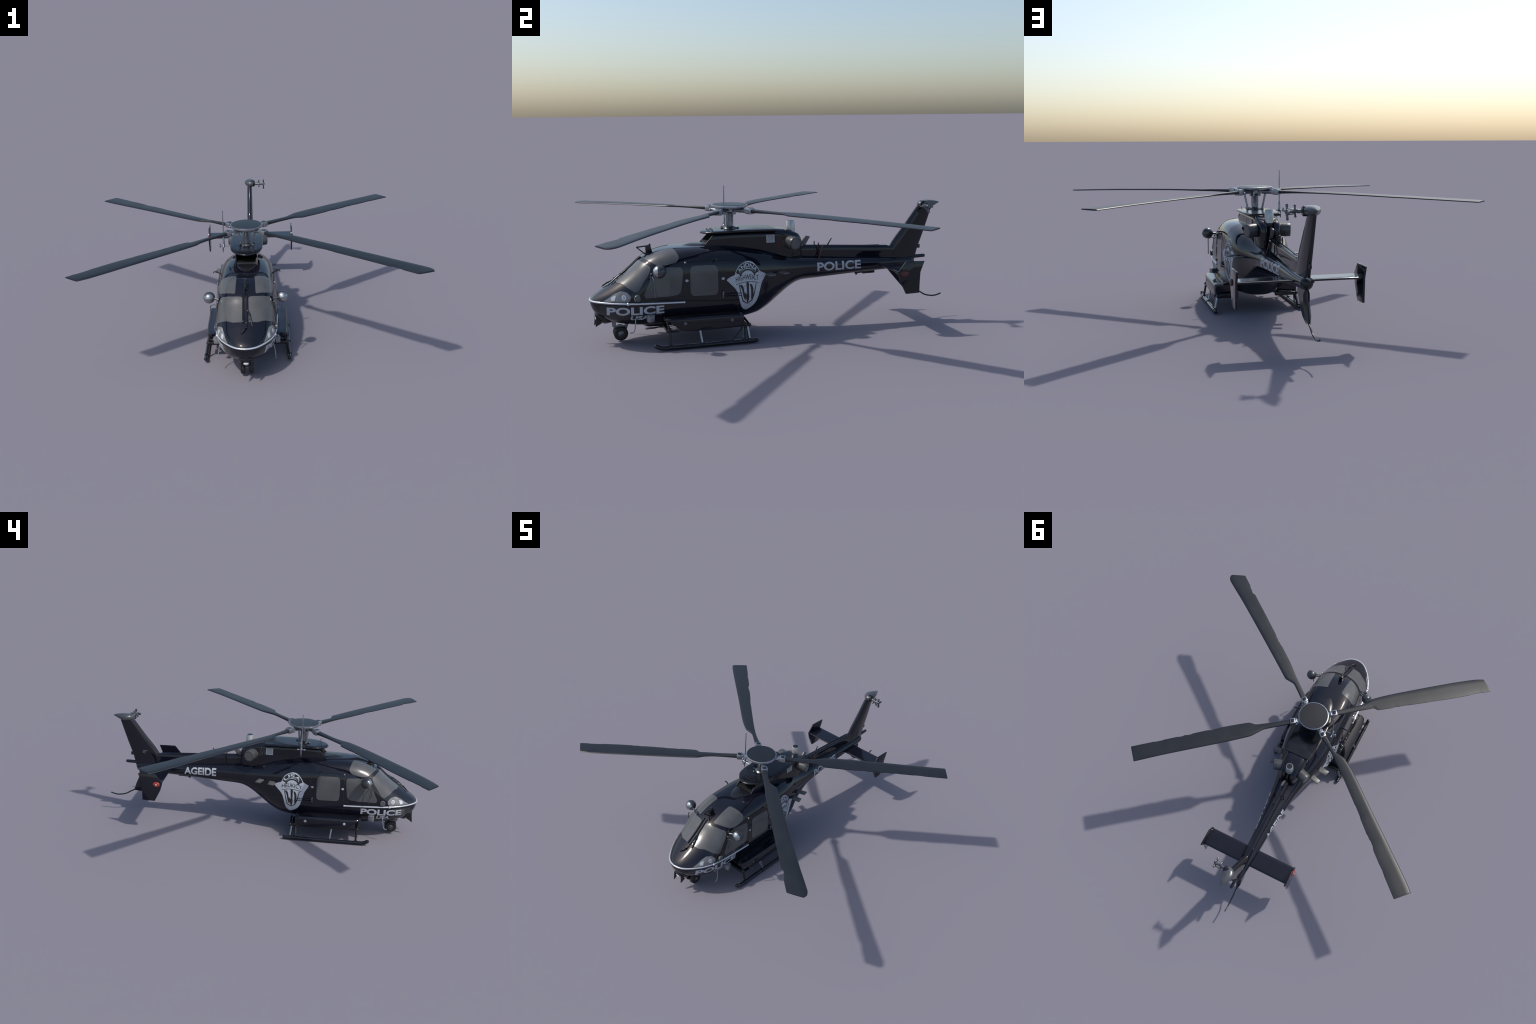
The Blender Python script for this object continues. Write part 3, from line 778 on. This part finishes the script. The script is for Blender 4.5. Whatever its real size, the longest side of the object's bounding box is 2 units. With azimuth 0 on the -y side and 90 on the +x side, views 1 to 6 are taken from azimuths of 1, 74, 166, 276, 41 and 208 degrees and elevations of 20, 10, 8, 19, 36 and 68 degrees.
def cowl_x(y, z):
    A = np.array(rows_c); w = np.interp(y, A[:, 0], A[:, 3]); e = np.interp(y, A[:, 0], A[:, 6]); h = np.interp(y, A[:, 0], A[:, 4])
    q = min(abs(z - 0.450) / (h if z > 0.45 else 0.09), 0.999); return w * (1 - q ** e) ** (1 / e)
rows_c = CROWS
def cowl_map(side):
    def f(y, z):
        n = np.array((1.0, 0.0, 0.0)); yy = y - cowl_skew(y, z)
        d = (cowl_x(yy, z) - cowl_x(yy + 0.004, z)) / 0.004; n = np.array((1.0, d, 0.05)); n /= np.linalg.norm(n)
        return np.array((side * cowl_x(yy, z), y, z)), np.array((side * n[0], n[1], n[2]))
    return f
for s in (1, -1):
    C = cowl_map(s)
    pl = skin('placard', [[(-0.064, 0.484), (-0.019, 0.484), (-0.020, 0.526), (-0.065, 0.526)]], C, 0.0012, PALE, cowl, step=0.01)
    for i in range(6):
        z = 0.491 + 0.0062 * i
        skin('placard_line', [[(-0.059, z), (-0.025, z), (-0.025, z + 0.0018), (-0.059, z + 0.0018)]], C, 0.0019, GREYPLATE, pl, step=0.01, depth=0.0015)
    if s > 0:
        for y in (-0.006, 0.006):
            skin('red_strip', [[(y, 0.532), (y + 0.0035, 0.532), (y + 0.010, 0.456), (y + 0.0055, 0.456)]], C, 0.0012, REDSTRIPE, cowl, step=0.01)
    else:
        for y in (-0.008, 0.008):
            k = Kit().tube([tuple(C(y + dy, z)[0] + C(y + dy, z)[1] * 0.001) for dy, z in ((0, 0.530), (-0.004, 0.480), (0.010, 0.476), (0.002, 0.528))], 0.0012, 6)
            k.done('cowling_wire', GREYPLATE, cowl)
    for pts in ([(-0.150, 0.538), (-0.150, 0.470)], [(-0.150, 0.520), (-0.085, 0.518), (-0.075, 0.516)]):
        L = [(p[0] - 0.0008, p[1] - 0.0006) for p in pts]; Rr = [(p[0] + 0.0008, p[1] + 0.0006) for p in pts]
        skin('cowling_seam', [L + Rr[::-1]], C, 0.0006, SEAM, cowl, step=0.02, depth=0.0015)
    # exhaust stack
    a = Vector((s * 0.045, 0.058, 0.481)); b = Vector((s * 0.115, 0.082, 0.479)); d = (b - a).normalized()
    k = Kit().tube([a, a + d * 0.012, a + d * 0.013, b - d * 0.020, b - d * 0.019, b - d * 0.004, b], [0.039, 0.039, 0.0352, 0.0352, 0.0342, 0.0342, 0.0325], 36)
    stack = k.done('exhaust_stack', STACK, cowl)
    Kit().tube([b - d * 0.002, b + d * 0.0012], [0.0265, 0.0265], 32).done('exhaust_cover', GREYPLATE, stack)
    # drain vanes: flat plates low behind the cabin
    for q in ([(0.110, -0.061), (0.150, -0.094), (0.203, -0.085), (0.192, -0.049), (0.143, -0.057)],
              [(0.090, 0.006), (0.122, -0.022), (0.178, -0.002), (0.171, 0.031), (0.113, 0.009)]):
        k = Kit().prism([(x, y) for x, y in q], lambda u, v, dd: Vector((s * u, v, 0.334 + 0.01 * (v + 0.03) + dd)), 0.008, 0.002)
        k.done('drain_vane', GREYPLATE, fuselage)
Kit().tube([(0, 0.090, 0.520), (0, 0.090, 0.545), (0, 0.090, 0.5835), (0, 0.090, 0.5862)], [0.0265, 0.0240, 0.0220, 0.0205], 36).done('beacon_canister', CANISTER, cowl)
Kit().tube([(0, 0.090, 0.585), (0, 0.090, 0.5870)], 0.0185, 32).done('canister_cap', TRIM, cowl)
for s in (1, -1):      # twin rounded tails behind the exhausts
    rows = smooth_rows([(0.020, s * 0.035, 0.455, 0.032, 0.082, 0.07, 3.4), (0.070, s * 0.035, 0.455, 0.031, 0.081, 0.07, 3.4), (0.110, s * 0.034, 0.452, 0.026, 0.074, 0.07, 2.8),
                        (0.130, s * 0.033, 0.448, 0.018, 0.062, 0.065, 2.6), (0.140, s * 0.032, 0.445, 0.008, 0.040, 0.055, 2.3)], 20)
    v, f = rings_mesh(loft_y(rows, 30)); add('cowling_tail', v, f, PAINT, cowl)
Kit().tube([(0.0, 0.095, 0.500), (0.0, 0.118, 0.496), (0.0, 0.126, 0.480), (0.0, 0.126, 0.440)], 0.0085, 14).done('vent_pipe', TRIM, cowl)

# ---- fore antenna mast on the left of the lid ------------------------------------------
k = Kit()
k.rod((-0.0945, -0.241, 0.553), (-0.136, -0.241, 0.556), 0.0042)
k.ball((-0.136, -0.241, 0.556), 0.0095)
k.tube([(-0.136, -0.241, 0.556), (-0.136, -0.241, 0.600), (-0.136, -0.242, 0.604), (-0.136, -0.242, 0.700), (-0.136, -0.241, 0.774)], [0.0062, 0.0055, 0.0036, 0.0032, 0.0024], 10)
k.rod((-0.136, -0.241, 0.553), (-0.160, -0.241, 0.556), 0.0038)
k.rod((-0.158, -0.241, 0.544), (-0.158, -0.241, 0.568), 0.0042)
k.rod((-0.136, -0.262, 0.553), (-0.136, -0.220, 0.553), 0.0038)
k.ball((-0.136, -0.262, 0.553), 0.006); k.ball((-0.136, -0.220, 0.553), 0.006)
k.tube([(-0.140, -0.241, 0.550), (-0.142, -0.241, 0.530), (-0.142, -0.241, 0.512)], [0.005, 0.004, 0.002], 8)
k.done('antenna_mast', SILVER, lid)

# ---- main rotor ---------------------------------------------------------------------------
HX, HY = 0.002, -0.245
hub = Kit()
def turn(k, prof, n=64):
    k.put(*rings_mesh([[(HX + r * math.cos(2 * PI * j / n), HY + r * math.sin(2 * PI * j / n), z) for j in range(n)] for r, z in prof]))
turn(hub, [(0.055, 0.668), (0.088, 0.671), (0.0945, 0.675), (0.0955, 0.680), (0.0945, 0.6855), (0.0895, 0.6875), (0.0885, 0.6865), (0.02, 0.6868)])
turn(hub, [(0.017, 0.552), (0.017, 0.578), (0.0195, 0.580), (0.0195, 0.638), (0.024, 0.645), (0.030, 0.650), (0.030, 0.668), (0.012, 0.669)], 28)
for a in (0.5, 1.2, 2.2, 3.3, 4.1, 5.3):
    hub.box((HX + 0.027 * math.cos(a), HY + 0.027 * math.sin(a), 0.650), (0.014, 0.012, 0.030), Matrix.Rotation(a, 3, 'Z'), 0.002)
rotor = hub.done('main_rotor', SILVER)
k = Kit()
turn(k, [(0.086, 0.6862), (0.0888, 0.6875), (0.0880, 0.6892), (0.05, 0.6902), (0.01, 0.6905)])
k.done('rotor_cap', material('cap_composite', (0.0080, 0.0090, 0.0110), 0.36, var=0.12, scale=12), rotor)
k = Kit(); turn(k, [(0.022, 0.552), (0.034, 0.556), (0.035, 0.563), (0.028, 0.570), (0.018, 0.574)], 28)
for a in np.radians([-28, 152, 62, 242, 20, 200]):
    e = Vector((HX + 0.044 * math.cos(a), HY + 0.044 * math.sin(a), 0.563))
    k.rod((HX, HY, 0.562), e, 0.0050); k.ball(e, 0.0068)
k.done('swashplate', DARK_METAL, rotor)
k = Kit()
for a in np.radians([-28, 152]):
    p = Vector((HX + 0.040 * math.cos(a), HY + 0.040 * math.sin(a), 0.562)); q = Vector((HX + 0.060 * math.cos(a), HY + 0.060 * math.sin(a), 0.652))
    k.rod(p, q, 0.0058); k.ball(q, 0.0062); k.rod(p, p + (q - p) * 0.3, 0.0055)
k.done('pitch_link', SILVER, rotor)

# Each blade: axis angle, then the outline of its two edges as (r, p) pairs:
# r = distance from the mast along the axis, p = offset across it (p > 0 leads).
BLADES = [
    (-38.3, [(0.150, 0.013), (0.262, 0.010), (0.298, 0.028), (0.325, 0.044), (0.45, 0.0455), (0.80, 0.051), (1.00, 0.056), (1.12, 0.062), (1.165, 0.0635), (1.197, 0.056), (1.213, 0.038)],
            [(0.150, -0.017), (0.300, -0.024), (0.43, -0.034), (0.57, -0.036), (1.166, -0.043)]),
    (38.97, [(0.150, 0.013), (0.310, 0.013), (0.365, 0.028), (0.42, 0.043), (0.60, 0.047), (0.94, 0.046), (1.148, 0.050)],
            [(0.150, -0.013), (0.270, -0.020), (0.360, -0.028), (0.405, -0.051), (0.60, -0.056), (0.90, -0.052), (1.151, -0.052)]),
    (140.9, [(0.150, 0.017), (0.265, 0.022), (0.330, 0.056), (0.44, 0.065), (0.70, 0.060), (0.97, 0.057), (1.19, 0.052), (1.238, 0.047)],
            [(0.150, -0.012), (0.220, -0.003), (0.300, 0.000), (0.55, -0.010), (0.865, -0.033), (1.231, -0.057)]),
    (218.9, [(0.150, 0.014), (0.280, 0.018), (0.350, 0.030), (0.40, 0.049), (0.60, 0.058), (0.90, 0.060), (1.06, 0.056), (1.128, 0.046)],
            [(0.150, -0.013), (0.385, -0.013), (0.412, -0.032), (0.60, -0.037), (0.90, -0.046), (1.151, -0.044)])]
def edge(pts):
    A = np.array(pts); f = pchip(A[:, 0], A[:, 1]); return A[0, 0], A[-1, 0], f
def make_blade(angle, hi, lo, seed):
    rnd = random.Random(seed)
    a = math.radians(angle); d = Vector((math.cos(a), math.sin(a), 0)); p = Vector((-math.sin(a), math.cos(a), 0))
    origin = Vector((HX, HY, 0))
    h0, h1, H = edge(hi); l0, l1, L = edge(lo); rt = (h1 + l1) / 2
    th = pchip([0.150, 0.28, 0.42, rt], [0.0150, 0.0120, 0.0098, 0.0085])
    zz = pchip([0.150, 0.40, 0.80, rt], [0.6600, 0.6600, 0.6540, 0.6430] if seed == 20 else [0.6600, 0.6580, 0.6500, 0.6390])
    nick = [(rnd.uniform(0.5, 1.05), rnd.uniform(0.02, 0.09), rnd.uniform(0.0015, 0.0035)) for _ in range(5)]
    S = list(np.linspace(0, 0.30, 36)) + list(np.linspace(0.31, 0.94, 60)) + list(np.linspace(0.945, 1.0, 16))
    prof = [(0.0, 0.0), (0.02, 0.5), (0.08, 0.88), (0.30, 1.0), (0.60, 0.95), (0.90, 0.78), (0.99, 0.55), (1.0, 0.0), (0.99, -0.45), (0.90, -0.65), (0.60, -0.80), (0.30, -0.85), (0.08, -0.75), (0.02, -0.45)]
    rings = []
    for t in S:
        rh, rl = h0 + (h1 - h0) * t, l0 + (l1 - l0) * t
        A = d * rh + p * (float(H(rh)) + 0.0012); l = float(L(rl)) - 0.0012
        for c, wd, dep in nick:
            if c < rl < c + wd: l += dep
        B = d * rl + p * l; r = (rh + rl) / 2
        tk, z = float(th(r)), float(zz(r))
        box = min(max((0.26 - r) / 0.10, 0), 1)           # square spar near the root
        end = math.sqrt(max(0.05, 1 - max(0.0, (r - rt + 0.010) / 0.010) ** 2))
        ring = []
        for u, q in prof:
            uu = u * (1 - 0.02 * (1 - end)) + 0.01 * (1 - end)
            qq = q * (1 - box) + box * math.copysign(min(1.0, abs(q) * 1.6), q) if q else 0
            w = A + (B - A) * uu
            ring.append(origin + w + Vector((0, 0, z + 0.05 * (1 - r / rt) * w.dot(p) + qq * tk * 0.55 * (0.75 + 0.25 * end))))
        rings.append(ring)
    v, f = rings_mesh(rings)
    b = add('rotor_blade', v, f, BLADE, rotor, smooth=50)
    M = Matrix.Rotation(a, 3, 'Z')
    k = Kit()
    at = lambda r, q, z: origin + d * r + p * q + Vector((0, 0, z))
    k.rod(at(0.045, 0, 0.659), at(0.118, 0, 0.660), 0.0115, n=16)
    k.rod(at(0.05, 0.012, 0.655), at(0.115, 0.014, 0.656), 0.0050)
    k.box(at(0.134, 0, 0.6605), (0.034, 0.037, 0.032), M, 0.004)
    k.box(at(0.112, 0, 0.6600), (0.012, 0.030, 0.026), M, 0.003)
    k.ball(at(0.112, 0.020, 0.654), 0.0065)
    k.done('blade_grip', SILVER, b)
    Kit().box(at(0.134, 0, 0.6762), (0.022, 0.024, 0.0024), M, 0.0008).done('grip_cover', TRIM, b)
for i, q in enumerate(BLADES): make_blade(*q, seed=20 + i)

# ---- tail ------------------------------------------------------------------------------------
rows = [(y, 0, z, w, z2 - z, 0.03, 4.5) for y, z, w, z2 in
        ((0.110, 0.385, 0.022, 0.449), (0.146, 0.385, 0.021, 0.4475), (0.243, 0.380, 0.020, 0.443), (0.342, 0.374, 0.019, 0.4380), (0.544, 0.362, 0.017, 0.4250),
         (0.672, 0.355, 0.018, 0.4200), (0.740, 0.350, 0.014, 0.4150))]
v, f = rings_mesh(loft_y(smooth_rows(rows, 40), 40)); spine = add('driveshaft_cover', v, f, PAINT, tail_boom)
k = Kit()
for s in (1, -1):
    k.tube([(s * 0.009, y, float(np.interp(y, [0.15, 0.67], [0.4480, 0.4190]))) for y in np.linspace(0.16, 0.66, 12)], 0.0032, 8)
k.done('cover_bead', PAINT, spine)
# upright fin: airfoil sections leaning back
def fin_ring(y_le, y_te, z, t, skew=0.0, n=22):
    out = []
    for i in range(n):
        a = 2 * PI * i / n; u = 0.5 - 0.5 * math.cos(a)
        th = t * (0.96 * math.sqrt(max(u, 0)) - 0.30 * u - 0.52 * u * u) / 0.39 * 0.5 + 0.0015 * math.sin(a) ** 2
        out.append((math.copysign(th, math.sin(a)) if abs(math.sin(a)) > 1e-6 else 0.0, y_le + (y_te - y_le) * u, z + skew * u))
    return out
FIN = [(0.600, 0.826, 0.330, 0.034), (0.632, 0.833, 0.360, 0.036), (0.655, 0.842, 0.395, 0.037), (0.672, 0.851, 0.422, 0.037), (0.690, 0.862, 0.450, 0.036),
       (0.762, 0.894, 0.540, 0.033), (0.835, 0.926, 0.636, 0.029), (0.845, 0.930, 0.648, 0.028)]
F = smooth_rows([(z, a, b, t) for a, b, z, t in FIN], 36)
v, f = rings_mesh([fin_ring(a, b, z, t) for z, a, b, t in F]); fin = add('tail_fin', v, f, PAINT, smooth=60)
Kit().box((0, 0.850, 0.408), (0.012, 0.016, 0.022), bev=0.003).done('fin_lamp', TRIM, fin)
Kit().tube([(0, 0.815, 0.350), (0, 0.880, 0.3515), (0, 0.889, 0.3512), (0, 0.893, 0.351)], [0.0105, 0.0100, 0.0085, 0.003], 16).done('tail_stub', PAINT, tail_boom)
# gearbox pod at the fin top
rows = smooth_rows([(0.834, 0.010, 0.646, 0.004, 0.006, 0.010, 2.2), (0.842, 0.010, 0.646, 0.022, 0.015, 0.018, 2.3), (0.862, 0.004, 0.647, 0.033, 0.021, 0.022, 2.4), (0.885, 0.001, 0.648, 0.036, 0.0215, 0.023, 2.4),
                    (0.915, 0.003, 0.650, 0.028, 0.0185, 0.022, 2.2), (0.945, 0.004, 0.652, 0.015, 0.011, 0.012, 2.0), (0.969, 0.004, 0.654, 0.002, 0.002, 0.002, 2.0)], 30)
CAPM = material('pod_metal', (0.11, 0.115, 0.12), 0.22, metal=0.5, var=0.15, scale=30)
v, f = rings_mesh(loft_y(rows, 36)); pod = add('gearbox_pod', v, f, CAPM, fin)
Kit().tube([(0.010, 0.862, 0.645), (0.034, 0.862, 0.645), (0.039, 0.862, 0.645)], [0.023, 0.023, 0.018], 28).done('gearbox_flange', PAINT, pod)
k = Kit()
k.rod((0.035, 0.856, 0.644), (0.106, 0.852, 0.643), 0.0072)
k.rod((0.045, 0.856, 0.644), (0.058, 0.855, 0.644), 0.0095)
k.ball((0.068, 0.854, 0.644), 0.0095)
for a, l in ((0.3, 0.022), (1.9, 0.020), (3.2, 0.024), (4.9, 0.026)):
    e = (0.068, 0.854 + l * math.sin(a), 0.644 - l * math.cos(a)); k.rod((0.068, 0.854, 0.644), e, 0.0040); k.ball(e, 0.0055)
k.ball((0.101, 0.852, 0.643), 0.0105)
for a, l in ((0.15, 0.030), (1.5, 0.024), (3.3, 0.026), (4.7, 0.028)):
    e = Vector((0.101, 0.852 + l * math.sin(a), 0.643 - l * math.cos(a))); k.rod((0.101, 0.852, 0.643), e, 0.0048); k.box(e, (0.010, 0.014, 0.014), Matrix.Rotation(a, 3, 'X'), 0.003)
k.rod((0.068, 0.868, 0.636), (0.101, 0.870, 0.632), 0.0028); k.rod((0.068, 0.838, 0.650), (0.101, 0.832, 0.655), 0.0028)
k.tube([(0.101, 0.828, 0.640), (0.101, 0.842, 0.622), (0.101, 0.862, 0.612)], 0.003, 8)
k.done('tail_rotor_hub', DARK_METAL, pod)

# horizontal stabiliser, end plates
for s in (1, -1):
    xo = 0.292 if s > 0 else 0.290
    rings = []
    for x in (0.0, 0.10, 0.20, xo - 0.004):
        ring = []
        for i in range(26):
            a = 2 * PI * i / 26; u = 0.5 - 0.5 * math.cos(a)
            th = 0.0052 * min(1.0, 1.5 * abs(math.sin(a)) ** 0.6)
            ring.append((s * x, 0.592 + (0.711 - 0.592) * u, 0.3225 + math.copysign(th, math.sin(a))))
        rings.append(ring)
    v, f = rings_mesh(rings); stab = add('stabilizer', v, f, PAINT, tail_boom, smooth=60)
    poly = [(0.740, 0.379), (0.631, 0.381), (0.587, 0.327), (0.600, 0.278), (0.635, 0.2065), (0.713, 0.2085), (0.712, 0.322)]
    k = Kit().prism(poly, lambda u, v, d: Vector((s * (xo + 0.0005) + d, u, v)), 0.010, 0.0032)
    plate = k.done('end_plate', PAINT, stab)
    k = Kit(); k.put(*lathe_x([(-0.006, 0.0175), (0.003, 0.0175), (0.006, 0.015), (0.008, 0.009), (0.0085, 0.001)], (0, 0, 0), 28))
    k.v = [(s * (p[0] + xo + 0.0045), 0.6245 + p[1] * 1.25, 0.3155 + p[2] * 0.95) for p in k.v]
    k.done('position_light', RED if s < 0 else REDSTRIPE, plate)
    if s < 0: Kit().ball((s * (xo + 0.0125), 0.625, 0.3155), 0.0062, s=(0.5, 1, 1)).done('light_bulb', WHITE, plate)
# ventral fin with a faceted section
k = Kit()
def vent(poly, t):
    P = [np.array(q) for q in poly]; c = sum(P) / len(P)
    ring = lambda x, q: [(x, c[0] + (p[0] - c[0]) * q, c[1] + (p[1] - c[1]) * q) for p in P]
    k.put(*rings_mesh([ring(-t, 0.62), ring(-t * 0.25, 1.0), ring(t * 0.25, 1.0), ring(t, 0.62)]))
vent([(0.650, 0.300), (0.700, 0.243), (0.758, 0.176), (0.792, 0.150), (0.842, 0.155), (0.825, 0.205), (0.806, 0.252), (0.803, 0.312)], 0.0150)
ventral = k.done('ventral_fin', PAINT, tail_boom, smooth=20)
Kit().tube([tuple(q) for q in catmull([(0.002, 0.828, 0.162), (0.002, 0.865, 0.143), (0.002, 0.895, 0.125), (0.002, 0.931, 0.1155), (0.002, 0.962, 0.1145), (0.002, 0.998, 0.124)], 6)],
           0.0042, 10).done('tail_skid', TRIM, ventral)
# aerials along the tail boom
k = Kit().prism([(0.132, 0.450), (0.146, 0.468), (0.174, 0.502), (0.200, 0.496), (0.172, 0.450)], yz(0.004), 0.011, 0.002); k.done('blade_aerial', GREYPLATE, tail_boom)
k = Kit().rod((0.031, 0.246, 0.372), (0.033, 0.238, 0.464), 0.0030).rod((-0.033, 0.239, 0.372), (-0.034, 0.238, 0.462), 0.0030); k.done('boom_aerial', TRIM, tail_boom)
Kit().rod((0.050, 0.232, 0.372), (0.036, 0.262, 0.448), 0.0028).done('red_aerial', REDSTRIPE, tail_boom)
Kit().rod((0.002, 0.298, 0.438), (0.002, 0.325, 0.480), 0.0042, 0.0028).done('whip_aerial', TRIM, tail_boom)
Kit().prism([(0.455, 0.292), (0.470, 0.266), (0.477, 0.266), (0.480, 0.276), (0.545, 0.276), (0.548, 0.292)], yz(0.0), 0.008, 0.0015).done('belly_aerial', TRIM, tail_boom)
# faint emblem on the left of the fin
k = Kit(); rnd = random.Random(5)
for i in range(3):
    k.box((-0.0205, 0.760 + 0.004 * i, 0.438 - 0.008 * i), (0.002, 0.028 - 0.004 * i, 0.0035), Matrix.Rotation(0.2 * i, 3, 'X'))
k.done('fin_emblem', GHOST, fin)
